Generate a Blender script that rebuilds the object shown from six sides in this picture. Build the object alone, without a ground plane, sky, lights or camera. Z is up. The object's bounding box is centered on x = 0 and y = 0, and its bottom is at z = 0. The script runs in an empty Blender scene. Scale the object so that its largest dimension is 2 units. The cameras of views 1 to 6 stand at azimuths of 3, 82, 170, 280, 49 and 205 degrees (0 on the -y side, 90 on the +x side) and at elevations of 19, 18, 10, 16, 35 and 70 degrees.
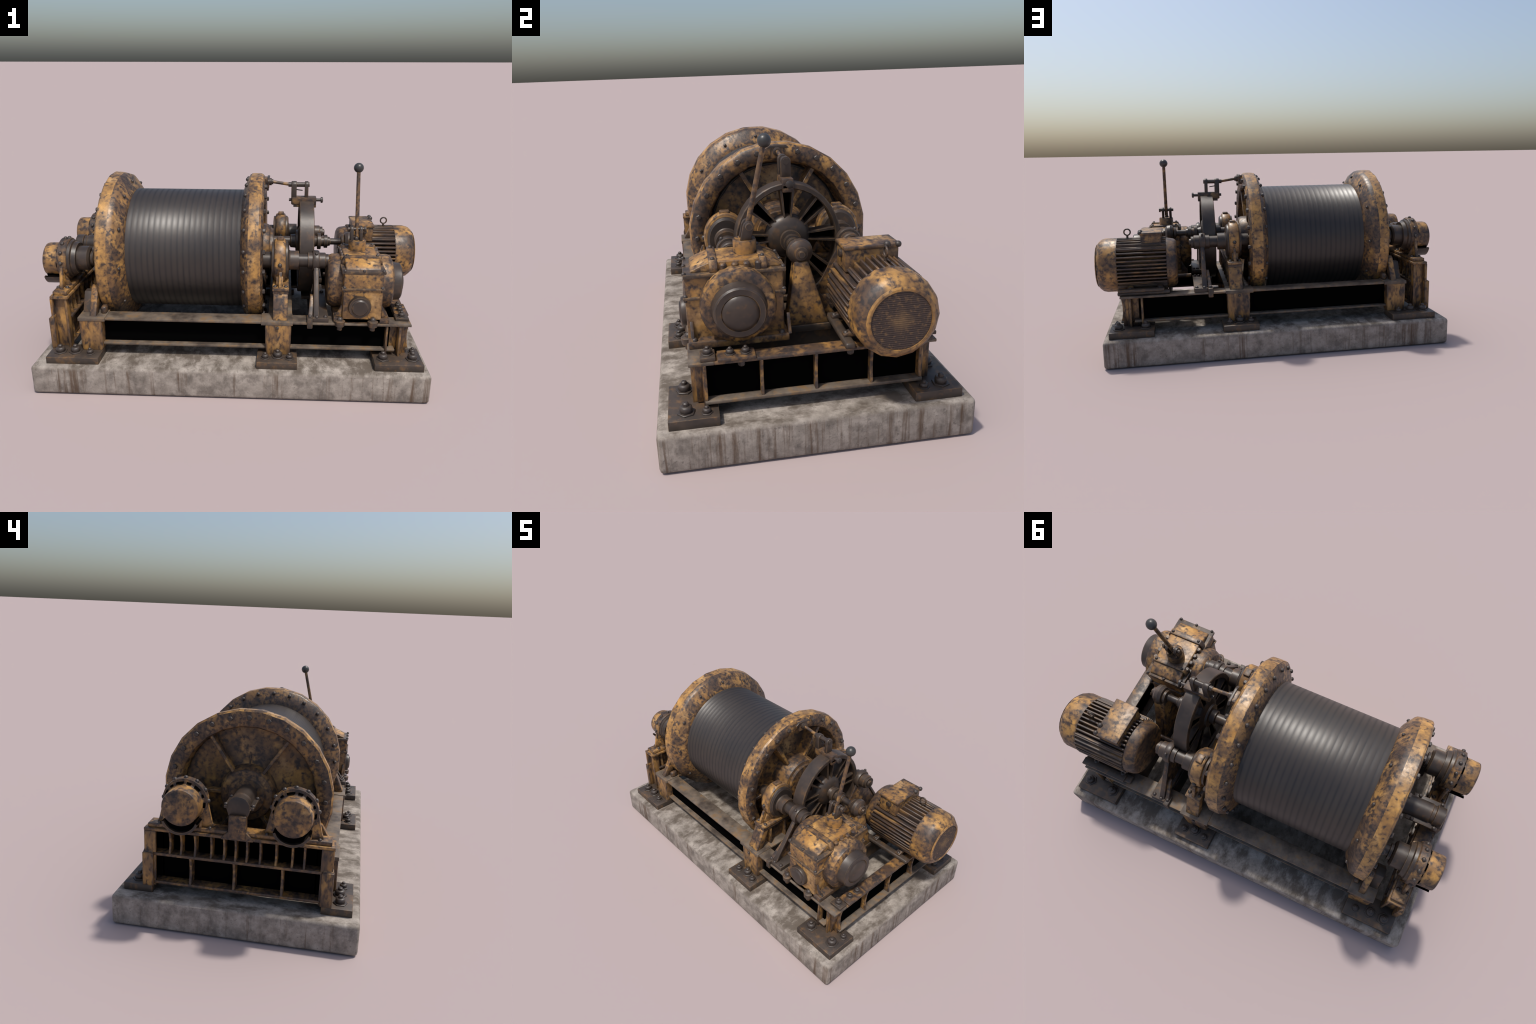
import bpy, bmesh, math, random
from mathutils import Vector, Matrix

random.seed(7)
PI = math.pi
COL = bpy.context.scene.collection

# ------------------------------------------------------------------ materials
def new_mat(name):
    m = bpy.data.materials.new(name)
    m.use_nodes = True
    nt = m.node_tree
    for n in list(nt.nodes):
        nt.nodes.remove(n)
    out = nt.nodes.new("ShaderNodeOutputMaterial")
    bs = nt.nodes.new("ShaderNodeBsdfPrincipled")
    nt.links.new(bs.outputs[0], out.inputs[0])
    return m, nt, bs

class G:
    """small helper for wiring shader graphs"""
    def __init__(s, nt):
        s.nt = nt
        tc = nt.nodes.new("ShaderNodeTexCoord")
        oi = nt.nodes.new("ShaderNodeObjectInfo")
        mul = nt.nodes.new("ShaderNodeMath"); mul.operation = "MULTIPLY"
        nt.links.new(oi.outputs["Random"], mul.inputs[0]); mul.inputs[1].default_value = 7.0
        s.obj = tc.outputs["Object"]
        s.rnd = oi.outputs["Random"]
        add = nt.nodes.new("ShaderNodeVectorMath"); add.operation = "ADD"
        nt.links.new(tc.outputs["Object"], add.inputs[0])
        nt.links.new(mul.outputs[0], add.inputs[1])
        s.co = add.outputs[0]
    def link(s, a, b):
        s.nt.links.new(a, b)
    def mapped(s, scale, vec=None, loc=(0, 0, 0)):
        n = s.nt.nodes.new("ShaderNodeMapping")
        n.inputs["Scale"].default_value = scale
        n.inputs["Location"].default_value = loc
        s.link(vec or s.co, n.inputs[0])
        return n.outputs[0]
    def noise(s, scale, detail=4, rough=0.6, vec=None, dist=0.0):
        n = s.nt.nodes.new("ShaderNodeTexNoise")
        n.inputs["Scale"].default_value = scale
        n.inputs["Detail"].default_value = detail
        n.inputs["Roughness"].default_value = rough
        n.inputs["Distortion"].default_value = dist
        s.link(vec or s.co, n.inputs["Vector"])
        return n.outputs[0]
    def math(s, op, a, b=None, clamp=False):
        n = s.nt.nodes.new("ShaderNodeMath"); n.operation = op; n.use_clamp = clamp
        for i, v in enumerate((a, b)):
            if v is None: continue
            if isinstance(v, (int, float)): n.inputs[i].default_value = v
            else: s.link(v, n.inputs[i])
        return n.outputs[0]
    def ramp(s, fac, stops):
        n = s.nt.nodes.new("ShaderNodeValToRGB")
        e = n.color_ramp.elements
        while len(e) < len(stops): e.new(0.5)
        for el, (p, c) in zip(e, stops):
            el.position = p
            el.color = (c, c, c, 1) if isinstance(c, (int, float)) else (*c, 1)
        s.link(fac, n.inputs[0])
        return n.outputs[0]
    def mix(s, fac, a, b, mode="MIX"):
        n = s.nt.nodes.new("ShaderNodeMix"); n.data_type = "RGBA"; n.blend_type = mode
        for sock, v in ((n.inputs[0], fac), (n.inputs[6], a), (n.inputs[7], b)):
            if isinstance(v, (int, float)): sock.default_value = v
            elif isinstance(v, tuple): sock.default_value = (*v, 1)
            else: s.link(v, sock)
        return n.outputs[2]
    def edges(s, radius):
        """mask of convex edges"""
        b = s.nt.nodes.new("ShaderNodeBevel"); b.samples = 6
        b.inputs["Radius"].default_value = radius
        geo = s.nt.nodes.new("ShaderNodeNewGeometry")
        d = s.nt.nodes.new("ShaderNodeVectorMath"); d.operation = "DOT_PRODUCT"
        s.link(b.outputs[0], d.inputs[0]); s.link(geo.outputs["Normal"], d.inputs[1])
        return s.ramp(s.math("SUBTRACT", 1.0, d.outputs["Value"]), [(0.006, 0.0), (0.06, 1.0)])
    def bump(s, h, strength, dist=0.004):
        n = s.nt.nodes.new("ShaderNodeBump")
        n.inputs["Strength"].default_value = strength
        n.inputs["Distance"].default_value = dist
        s.link(h, n.inputs["Height"])
        return n.outputs[0]

YELLOW = (0.56, 0.300, 0.078)
AMBER = (0.42, 0.200, 0.040)
PEACH = (0.60, 0.370, 0.155)
FILM = (0.168, 0.092, 0.039)
DUST = (0.060, 0.038, 0.026)
BROWN = (0.074, 0.044, 0.028)
SOOT = (0.030, 0.022, 0.019)

def worn_paint(name, wear=0.5, scale=1.0, stretch=(1, 1, 1), bright=1.0, rough=0.40, edge=0.9):
    """ochre machine paint under a brown film, with soot-dark chips and edge shading painted in"""
    m, nt, bs = new_mat(name); g = G(nt)
    vec = g.mapped(stretch)
    big = g.noise(9 * scale, 2.5, 0.55, vec, 0.2)
    mid = g.noise(46 * scale, 3, 0.55, vec, 0.1)
    fine = g.noise(120 * scale, 2, 0.5, vec)
    tint = g.noise(7 * scale, 3, 0.5, g.mapped(stretch, loc=(3.1, 1.7, 4.4)))
    paint = g.ramp(tint, [(0.36, AMBER), (0.46, YELLOW), (0.57, YELLOW), (0.68, PEACH)])
    paint = g.mix(g.math("MULTIPLY", fine, 0.30), paint, FILM)
    # soft brown film in clouds
    cloud = g.math("ADD", g.math("MULTIPLY", g.noise(15 * scale, 3, 0.55, g.mapped(stretch, loc=(7.3, 2.2, 0.6))), 0.7), g.math("MULTIPLY", mid, 0.3))
    t = 0.60 - 0.22 * wear
    col = g.mix(g.ramp(cloud, [(t - 0.12, 0.0), (t + 0.03, 0.6), (t + 0.14, 0.95)]), paint, FILM)
    # broad sooty areas with a soft margin
    v = 0.70 - 0.20 * wear
    col = g.mix(g.ramp(g.math("ADD", g.math("MULTIPLY", big, 0.85), g.math("MULTIPLY", mid, 0.15)), [(v - 0.09, 0.0), (v + 0.08, 0.9)]), col, DUST)
    # small dark chips
    k = g.math("ADD", g.math("MULTIPLY", big, 0.30), g.math("MULTIPLY", mid, 0.70))
    u = 0.655 - 0.15 * wear
    col = g.mix(g.ramp(k, [(u - 0.06, 0.0), (u + 0.05, 1.0)]), col, BROWN)
    col = g.mix(g.ramp(k, [(u + 0.01, 0.0), (u + 0.10, 1.0)]), col, SOOT)
    if edge:
        e = g.math("MULTIPLY", g.edges(0.014), g.ramp(mid, [(0.34, 0.35), (0.52, edge)]))
        col = g.mix(e, col, (0.048, 0.034, 0.028))  # edges darkened in colour after the original's baked occlusion
    if bright != 1.0:
        col = g.mix(1.0, col, (bright, bright, bright), "MULTIPLY")
    g.link(col, bs.inputs["Base Color"])
    g.link(g.ramp(k, [(0.4, rough), (0.65, rough + 0.15)]), bs.inputs["Roughness"])
    g.link(g.bump(g.math("ADD", mid, g.math("MULTIPLY", big, 1.5)), 0.22, 0.004), bs.inputs["Normal"])
    bs.inputs["Specular IOR Level"].default_value = 0.5
    return m

def dark_steel(name, base=(0.028, 0.0205, 0.0165), light=(0.054, 0.038, 0.028), rust=(0.105, 0.056, 0.025),
               rust_amt=0.3, rough=0.42, scale=1.0, wear=0.7):
    m, nt, bs = new_mat(name); g = G(nt)
    a = g.noise(11 * scale, 5, 0.6)
    b = g.noise(34 * scale, 4, 0.6)
    col = g.ramp(a, [(0.35, base), (0.62, light)])
    t = 0.70 - 0.3 * rust_amt
    r = g.ramp(g.math("ADD", g.math("MULTIPLY", a, 0.4), g.math("MULTIPLY", b, 0.6)), [(t - 0.06, 0.0), (t + 0.05, 1.0)])
    col = g.mix(g.math("MULTIPLY", r, 0.85), col, rust)
    if wear:
        e = g.math("MULTIPLY", g.edges(0.004), g.ramp(b, [(0.40, 0.0), (0.60, wear)]))
        col = g.mix(e, col, (0.26, 0.150, 0.062))
    g.link(col, bs.inputs["Base Color"])
    bs.inputs["Roughness"].default_value = rough
    bs.inputs["Metallic"].default_value = 0.0
    g.link(g.bump(b, 0.15, 0.003), bs.inputs["Normal"])
    return m

def concrete_mat():
    m, nt, bs = new_mat("stained_concrete"); g = G(nt)
    sep = nt.nodes.new("ShaderNodeSeparateXYZ"); g.link(g.obj, sep.inputs[0])
    x, y, z = sep.outputs
    base = g.noise(16, 6, 0.68, g.obj)
    fine = g.noise(70, 4, 0.6, g.obj)
    col = g.ramp(base, [(0.34, (0.190, 0.163, 0.137)), (0.5, (0.275, 0.240, 0.205)), (0.66, (0.365, 0.322, 0.278))])
    side = g.ramp(z, [(0.128, 1.0), (0.150, 0.0)])
    # dark dirt trodden into the top in soft patches
    dirt = g.noise(11, 6, 0.68, g.mapped((1.3, 0.7, 1.0), g.obj))
    dirtm = g.math("MULTIPLY", g.ramp(dirt, [(0.44, 0.0), (0.60, 0.88)]), g.math("SUBTRACT", 1.0, side))
    col = g.mix(dirtm, col, (0.075, 0.056, 0.040))
    # damp dark blotches low on the sides
    damp = g.ramp(g.noise(18, 5, 0.65, g.mapped((1, 1, 0.8), g.obj, (5, 2, 1))), [(0.48, 0.0), (0.66, 0.70)])
    col = g.mix(g.math("MULTIPLY", damp, side), col, (0.105, 0.088, 0.074))
    # rust runs down the four sides, strongest below the foot plates
    run = g.noise(34, 6, 0.72, g.mapped((1.0, 1.0, 0.04), g.obj))
    nearp = g.ramp(g.math("ADD", g.math("MULTIPLY", x, 0.5), 0.5),
                   [(0.03, 0.2), (0.10, 0.95), (0.16, 0.35), (0.57, 0.1), (0.61, 1.0), (0.65, 0.1), (0.84, 0.2), (0.91, 0.6), (0.97, 0.5)])
    runm = g.ramp(g.math("ADD", run, g.math("MULTIPLY", nearp, 0.22)), [(0.61, 0.0), (0.75, 1.0)])
    runm = g.math("MULTIPLY", runm, side)
    col = g.mix(g.math("MULTIPLY", runm, 0.82), col, (0.085, 0.048, 0.025))
    e = g.math("MULTIPLY", g.edges(0.014), g.ramp(fine, [(0.40, 0.0), (0.60, 0.6)]))
    col = g.mix(e, col, (0.40, 0.345, 0.28))
    spots = g.ramp(fine, [(0.60, 0.0), (0.68, 1.0)])
    col = g.mix(g.math("MULTIPLY", spots, 0.55), col, (0.10, 0.085, 0.072))
    g.link(col, bs.inputs["Base Color"])
    bs.inputs["Roughness"].default_value = 0.85
    g.link(g.bump(g.math("ADD", base, fine), 0.25, 0.005), bs.inputs["Normal"])
    return m

def cable_mat():
    m, nt, bs = new_mat("dark_lined_wire_rope"); g = G(nt)
    sep = nt.nodes.new("ShaderNodeSeparateXYZ"); g.link(g.obj, sep.inputs[0])
    # one dark line drawn between neighbouring turns of the nearly flat rope surface
    ph = g.math("MULTIPLY", g.math("SUBTRACT", sep.outputs[0], CABLE_X0), PI / CABLE_STEP)
    ridge = g.math("ABSOLUTE", g.math("SINE", ph))
    a = g.noise(5, 4, 0.6, g.obj)
    tw = g.noise(60, 3, 0.6, g.mapped((1.0, 0.25, 0.25), g.obj))
    patch = g.noise(9, 4, 0.6, g.mapped((2.0, 0.6, 0.6), g.obj))
    col = g.ramp(a, [(0.35, (0.030, 0.0240, 0.0205)), (0.65, (0.041, 0.032, 0.026))])
    col = g.mix(g.math("MULTIPLY", tw, 0.4), col, (0.024, 0.021, 0.020))
    groove = g.math("MULTIPLY", g.ramp(ridge, [(0.05, 1.0), (0.80, 0.0)]), g.ramp(patch, [(0.3, 0.50), (0.62, 0.92)]))
    col = g.mix(groove, col, (0.012, 0.011, 0.012))
    g.link(col, bs.inputs["Base Color"])
    g.link(g.ramp(ridge, [(0.0, 0.50), (0.9, 0.40)]), bs.inputs["Roughness"])
    g.link(g.bump(tw, 0.10, 0.002), bs.inputs["Normal"])
    bs.inputs["Specular IOR Level"].default_value = 0.5
    return m

def grille_mat(yc, zc):
    m, nt, bs = new_mat("rusty_fan_grille"); g = G(nt)
    sep = nt.nodes.new("ShaderNodeSeparateXYZ"); g.link(g.obj, sep.inputs[0])
    dy = g.math("SUBTRACT", sep.outputs[1], yc); dz = g.math("SUBTRACT", sep.outputs[2], zc)
    # worn diamond-shaped bare patch in the middle of the grille
    dia = g.math("ADD", g.math("ABSOLUTE", dy), g.math("ABSOLUTE", dz))
    n = g.noise(40, 4, 0.6, g.obj)
    d2 = g.math("ADD", dia, g.math("MULTIPLY", n, 0.07))
    mask = g.ramp(d2, [(0.035, 0.7), (0.095, 0.0)])
    col = g.mix(g.math("MULTIPLY", n, 0.6), (0.040, 0.027, 0.024), (0.095, 0.06, 0.042))
    col = g.mix(mask, col, (0.24, 0.145, 0.065))
    sp = g.ramp(g.noise(75, 3, 0.6, g.obj), [(0.54, 0.0), (0.66, 0.75)])
    col = g.mix(sp, col, (0.20, 0.118, 0.055))
    g.link(col, bs.inputs["Base Color"])
    bs.inputs["Roughness"].default_value = 0.6
    return m

CABLE_X0, CABLE_X1, CABLE_TURNS = -0.566, 0.040, 20
CABLE_STEP = (CABLE_X1 - CABLE_X0) / CABLE_TURNS
M = {}
M["paint"] = worn_paint("worn_yellow_paint", 0.72)
M["paint_rim"] = worn_paint("flange_yellow_paint", 0.56, 1.15, rough=0.36, edge=0.4)
M["paint_face"] = worn_paint("flange_grimy_paint", 0.98, 1.2, edge=0.3)
M["paint_dirty"] = worn_paint("grimy_yellow_paint", 1.00, 1.0)
M["paint_disc"] = worn_paint("disc_yellow_paint", 0.78, 0.9, bright=0.85, edge=0.3)
M["paint_gear"] = worn_paint("gearbox_yellow_paint", 0.68, 1.1)
M["paint_cover"] = worn_paint("cover_yellow_paint", 0.90, 1.2)
M["paint_col"] = worn_paint("column_yellow_paint", 0.78, 1.0, stretch=(1.2, 1.2, 0.55))
M["fins"] = worn_paint("rusty_fin_paint", 1.05, 1.0, stretch=(0.3, 1, 1))
M["steel"] = dark_steel("dark_oiled_steel")
M["bolt"] = dark_steel("blackened_bolt", (0.030, 0.024, 0.021), (0.056, 0.042, 0.034), rust_amt=0.1, rough=0.42, wear=0)
M["plate"] = dark_steel("rusty_foot_plate", (0.034, 0.026, 0.021), (0.066, 0.047, 0.034), (0.135, 0.074, 0.032), 0.40, 0.5)
M["beam"] = dark_steel("weathered_beam", (0.050, 0.037, 0.028), (0.160, 0.126, 0.094), (0.18, 0.105, 0.045), 0.42, 0.55)
M["rim"] = dark_steel("rubbed_iron_rim", (0.040, 0.029, 0.022), (0.085, 0.058, 0.038), (0.22, 0.125, 0.05), 0.45, 0.42, 1.4)
M["knob"] = dark_steel("black_knob", (0.030, 0.030, 0.029), (0.048, 0.046, 0.043), rust_amt=0.0, rough=0.38, wear=0)
M["concrete"] = concrete_mat()
M["cable"] = cable_mat()
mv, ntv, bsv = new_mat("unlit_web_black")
bsv.inputs["Base Color"].default_value = (0.002, 0.002, 0.002, 1)  # flat matt near-black, no specular
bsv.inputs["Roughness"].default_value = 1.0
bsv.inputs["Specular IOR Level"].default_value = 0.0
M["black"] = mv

# ------------------------------------------------------------------ geometry helpers
def finish(name, bm, mat, parent=None, angle=38, smooth=True):
    bmesh.ops.remove_doubles(bm, verts=bm.verts, dist=1e-6)
    bmesh.ops.recalc_face_normals(bm, faces=bm.faces)
    me = bpy.data.meshes.new(name)
    bm.to_mesh(me); bm.free()
    if smooth:
        me.polygons.foreach_set("use_smooth", [True] * len(me.polygons))
        me.set_sharp_from_angle(angle=math.radians(angle))
    me.materials.append(M[mat])
    ob = bpy.data.objects.new(name, me)
    COL.objects.link(ob)
    if parent: ob.parent = parent
    return ob

def bev(bm, w, seg=2):
    if w > 0:
        es = [e for e in bm.edges if len(e.link_faces) == 2 and e.calc_face_angle(0) > math.radians(28)]
        bmesh.ops.bevel(bm, geom=es, offset=w, segments=seg, profile=0.5, affect="EDGES", clamp_overlap=True)

def add_box(bm, x, y, z):
    vs = [bm.verts.new((a, b, c)) for a in x for b in y for c in z]
    for f in ((0, 1, 3, 2), (4, 6, 7, 5), (0, 4, 5, 1), (2, 3, 7, 6), (0, 2, 6, 4), (1, 5, 7, 3)):
        bm.faces.new([vs[i] for i in f])

def box(name, x, y, z, mat, parent=None, bevel=0.004, seg=2):
    bm = bmesh.new()
    add_box(bm, sorted(x), sorted(y), sorted(z))
    bmesh.ops.recalc_face_normals(bm, faces=bm.faces)
    bev(bm, bevel, seg)
    return finish(name, bm, mat, parent)

def boxes(name, lst, mat, parent=None, bevel=0.003):
    bm = bmesh.new()
    for x, y, z in lst:
        add_box(bm, sorted(x), sorted(y), sorted(z))
    bmesh.ops.recalc_face_normals(bm, faces=bm.faces)
    bev(bm, bevel, 2)
    return finish(name, bm, mat, parent)

def prism(name, poly, axis, lo, hi, mat, parent=None, bevel=0.004, seg=2):
    """extrude a polygon; poly is (y,z) for axis x, (x,z) for axis y, (x,y) for axis z"""
    def P(p, t):
        return {"x": (t, p[0], p[1]), "y": (p[0], t, p[1]), "z": (p[0], p[1], t)}[axis]
    bm = bmesh.new()
    a = [bm.verts.new(P(p, lo)) for p in poly]
    b = [bm.verts.new(P(p, hi)) for p in poly]
    bm.faces.new(a); bm.faces.new(b[::-1])
    n = len(poly)
    for i in range(n):
        bm.faces.new((a[i], b[i], b[(i + 1) % n], a[(i + 1) % n]))
    bmesh.ops.recalc_face_normals(bm, faces=bm.faces)
    bev(bm, bevel, seg)
    return finish(name, bm, mat, parent)

def lathe_bm(bm, prof, seg, axis="x", c=(0, 0), phase=0.0, arc=(0, 2 * PI)):
    """revolve profile (t, r) round an axis; c are the two other coordinates"""
    full = abs(arc[1] - arc[0] - 2 * PI) < 1e-6
    n = seg if full else seg + 1
    rings = []
    for t, r in prof:
        if r < 1e-6:
            p = {"x": (t, c[0], c[1]), "y": (c[0], t, c[1]), "z": (c[0], c[1], t)}[axis]
            rings.append([bm.verts.new(p)])
        else:
            ring = []
            for i in range(n):
                a = phase + arc[0] + (arc[1] - arc[0]) * i / seg
                u, v = r * math.cos(a), r * math.sin(a)
                p = {"x": (t, c[0] + u, c[1] + v), "y": (c[0] + u, t, c[1] + v), "z": (c[0] + u, c[1] + v, t)}[axis]
                ring.append(bm.verts.new(p))
            rings.append(ring)
    for A, B in zip(rings, rings[1:]):
        m = seg
        for i in range(m):
            j = (i + 1) % n if full else i + 1
            if len(A) == 1 and len(B) == 1: continue
            if len(A) == 1: bm.faces.new((A[0], B[j], B[i]))
            elif len(B) == 1: bm.faces.new((A[i], A[j], B[0]))
            else: bm.faces.new((A[i], A[j], B[j], B[i]))

def lathe(name, prof, mat, parent=None, seg=32, axis="x", c=(0, 0), phase=0.0, angle=32, close=True, sy=1.0):
    p = list(prof)
    if close:
        if p[0][1] > 1e-6: p = [(p[0][0], 0.0)] + p
        if p[-1][1] > 1e-6: p = p + [(p[-1][0], 0.0)]
    bm = bmesh.new()
    lathe_bm(bm, p, seg, axis, c, phase)
    if sy != 1.0:                      # oval section, narrower across y
        for v in bm.verts: v.co.y = c[0] + (v.co.y - c[0]) * sy
    return finish(name, bm, mat, parent, angle)

def rod(name, a, b, r, mat, parent=None, seg=16, r2=None):
    a, b = Vector(a), Vector(b)
    d = (b - a); L = d.length
    bm = bmesh.new()
    lathe_bm(bm, [(0, 0), (0, r), (L, r2 or r), (L, 0)], seg, "z")
    M4 = Matrix.Translation(a) @ d.to_track_quat("Z", "Y").to_matrix().to_4x4()
    bmesh.ops.transform(bm, matrix=M4, verts=bm.verts)
    return finish(name, bm, mat, parent, 40)

def slanted(name, p0, p1, half0, half1, mat, parent=None, bevel=0.004):
    """a bar running from p0 to p1 whose horizontal section is half=(hx,hy)"""
    bm = bmesh.new()
    q = []
    for p, h in ((p0, half0), (p1, half1)):
        q.append([bm.verts.new((p[0] + sx * h[0], p[1] + sy * h[1], p[2])) for sx, sy in ((-1, -1), (1, -1), (1, 1), (-1, 1))])
    bm.faces.new(q[0]); bm.faces.new(q[1][::-1])
    for i in range(4):
        j = (i + 1) % 4
        bm.faces.new((q[0][i], q[0][j], q[1][j], q[1][i]))
    bmesh.ops.recalc_face_normals(bm, faces=bm.faces)
    bev(bm, bevel)
    return finish(name, bm, mat, parent)

# shared bolt meshes -------------------------------------------------------
def bolt_mesh(name, kind):
    bm = bmesh.new()
    if kind == "hex":           # unit radius hex head with a domed crown
        lathe_bm(bm, [(-0.3, 0), (-0.3, 1), (0.75, 1), (1.0, 0.78), (1.1, 0.0)], 6, "z")
        ang = 30
    elif kind == "dome":        # round button head
        lathe_bm(bm, [(-0.3, 0), (-0.3, 1.0), (0.25, 1.0), (0.7, 0.8), (0.95, 0.45), (1.02, 0)], 12, "z")
        ang = 50
    elif kind == "anchor":      # washer plate, nut and stud of a ground anchor
        lathe_bm(bm, [(-0.05, 0), (-0.05, 1.28), (0.16, 1.28), (0.22, 1.2), (0.22, 0)], 6, "z", phase=0.3)
        lathe_bm(bm, [(0.2, 0), (0.2, 0.8), (0.36, 0.9), (0.85, 0.9), (1.05, 0.72), (1.1, 0.5), (1.1, 0)], 8, "z")
        lathe_bm(bm, [(1.08, 0), (1.08, 0.42), (1.45, 0.42), (1.6, 0.25), (1.6, 0)], 10, "z")
        ang = 40
    bmesh.ops.recalc_face_normals(bm, faces=bm.faces)
    me = bpy.data.meshes.new(name)
    bm.to_mesh(me); bm.free()
    me.polygons.foreach_set("use_smooth", [True] * len(me.polygons))
    me.set_sharp_from_angle(angle=math.radians(ang))
    me.materials.append(M["bolt"])
    return me

BM_HEX, BM_DOME, BM_ANCHOR = bolt_mesh("bolt", "hex"), bolt_mesh("rivet", "dome"), bolt_mesh("anchor_bolt", "anchor")

def bolt(p, n, r, parent, mesh=None, h=1.0, spin=None, name=None):
    mesh = mesh or BM_HEX
    ob = bpy.data.objects.new(name or mesh.name, mesh)
    COL.objects.link(ob)
    ob.parent = parent
    q = Vector(n).normalized().to_track_quat("Z", "Y")
    s = spin if spin is not None else random.uniform(0, 1.0)
    ob.rotation_mode = "QUATERNION"
    ob.rotation_quaternion = q @ Matrix.Rotation(s, 3, "Z").to_quaternion()
    ob.location = p
    ob.scale = (r, r, r * h)
    return ob

# ------------------------------------------------------------------ the thing
root = bpy.data.objects.new("cable_winch", None)
root.empty_display_size = 0.2
COL.objects.link(root)
root["label"] = "rusty yellow electric cable winch on a concrete base"
root["category"] = "winch"

# ---- concrete base: a slab with soft, chipped edges
def concrete_base():
    bm = bmesh.new()
    add_box(bm, (-1.0, 0.962), (-0.572, 0.572), (0.0, 0.150))
    bmesh.ops.recalc_face_normals(bm, faces=bm.faces)
    bev(bm, 0.016, 3)
    ob = finish("concrete_base", bm, "concrete", root, 60)
    return ob
base = concrete_base()

# ---- foot plates and anchor bolts
PZ = (0.145, 0.186)
def foot_plate(x, y, bolts):
    p = box("foot_plate", x, y, PZ, "plate", root, 0.004)
    for bx, by, r in bolts:
        bolt((bx, by, PZ[1]), (0, 0, 1), r, p, BM_ANCHOR)
    return p
for s in (-1, 1):
    foot_plate((-0.932, -0.668), (s * 0.395, s * 0.536), [(-0.875, s * 0.478, 0.026), (-0.800, s * 0.474, 0.026), (-0.722, s * 0.487, 0.019)])
    foot_plate((0.117, 0.316), (s * 0.395, s * 0.537), [(0.158, s * 0.488, 0.019), (0.220, s * 0.474, 0.025), (0.278, s * 0.488, 0.019)])
    foot_plate((0.693, 0.932), (s * 0.352, s * 0.530), [(0.739, s * 0.470, 0.026), (0.884, s * 0.466, 0.026), (0.898, s * 0.395, 0.017)])

# ---- main frame
frame = box("frame", (-0.776, 0.872), (-0.447, -0.358), (0.350, 0.362), "beam", root, 0.003)
box("top_flange", (-0.776, 0.872), (0.358, 0.447), (0.350, 0.362), "beam", frame, 0.003)
for s in (-1, 1):
    box("bottom_flange", (-0.70, 0.80), (s * 0.358, s * 0.438), (0.211, 0.223), "beam", frame, 0.003)
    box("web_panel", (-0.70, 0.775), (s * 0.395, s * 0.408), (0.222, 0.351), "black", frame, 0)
    # boxed columns standing on the foot plates
    for x0, x1 in ((0.155, 0.286), (-0.777, -0.660)):
        c = 0.5 * (x0 + x1)
        prism("column", [(x0, 0.352), (x1, 0.352), (x1, 0.345), (x1 - 0.002, 0.25), (x1 - 0.006, 0.20), (x1 - 0.008, 0.184),
                         (x0 + 0.008, 0.184), (x0 + 0.006, 0.20), (x0 + 0.002, 0.25), (x0, 0.345)], "y",
              min(s * 0.385, s * 0.454), max(s * 0.385, s * 0.454), "paint_col", frame, 0.006)
    box("flange_plate", (0.136, 0.292), (s * 0.352, s * 0.456), (0.347, 0.3665), "beam", frame, 0.002)
    box("flange_plate", (-0.781, -0.645), (s * 0.352, s * 0.456), (0.347, 0.3665), "beam", frame, 0.002)
    bolt((0.216, s * 0.454, 0.335), (0, s, 0), 0.009, frame)
    # I-section corner post at the drive end
    boxes("corner_post", [((0.750, 0.761), (s * 0.368, s * 0.441), (0.185, 0.351)),
                          ((0.814, 0.826), (s * 0.368, s * 0.441), (0.185, 0.351)),
                          ((0.760, 0.815), (s * 0.385, s * 0.398), (0.185, 0.351)),
                          ((0.838, 0.862), (s * 0.386, s * 0.402), (0.185, 0.351))], "paint_col", frame, 0.002)
    prism("gusset", [(0.826, 0.190), (0.836, 0.190), (0.862, 0.351), (0.826, 0.351)], "y", min(s * .40, s * .425), max(s * .40, s * .425), "paint_col", frame, 0.002)
# drive-end cross beam
box("cross_flange", (0.805, 0.872), (-0.359, 0.359), (0.350, 0.362), "paint_dirty", frame, 0.003)
box("bottom_flange", (0.795, 0.876), (-0.398, 0.398), (0.200, 0.213), "beam", frame, 0.003)
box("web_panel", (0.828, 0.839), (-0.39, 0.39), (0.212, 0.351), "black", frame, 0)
def stiffener(x0, x1, y, z0, z1, t=0.011, mat="paint"):
    """upright rib with a waisted outer edge, x1 is the open side"""
    poly = [(x0, z0), (x1, z0)]
    for i in range(1, 6):
        f = i / 6
        poly.append((x1 - (x1 - x0) * 0.22 * math.sin(PI * f), z0 + (z1 - z0) * f))
    poly += [(x1, z1), (x0, z1)]
    return prism("stiffener", poly, "y", y - t / 2, y + t / 2, mat, frame, 0.0015, 1)
for y in (-0.392, -0.193, 0.002, 0.206, 0.390):
    stiffener(0.834, 0.872, y, 0.212, 0.351)
# inner cross beams that carry the post and the bearings
box("cross_beam", (0.598, 0.612), (-0.372, 0.372), (0.205, 0.345), "plate", frame, 0.002)
boxes("cross_beam", [((0.345, 0.465), (-0.095, 0.095), (0.335, 0.352)), ((0.390, 0.402), (-0.36, 0.36), (0.212, 0.340))], "plate", frame, 0.002)
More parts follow.
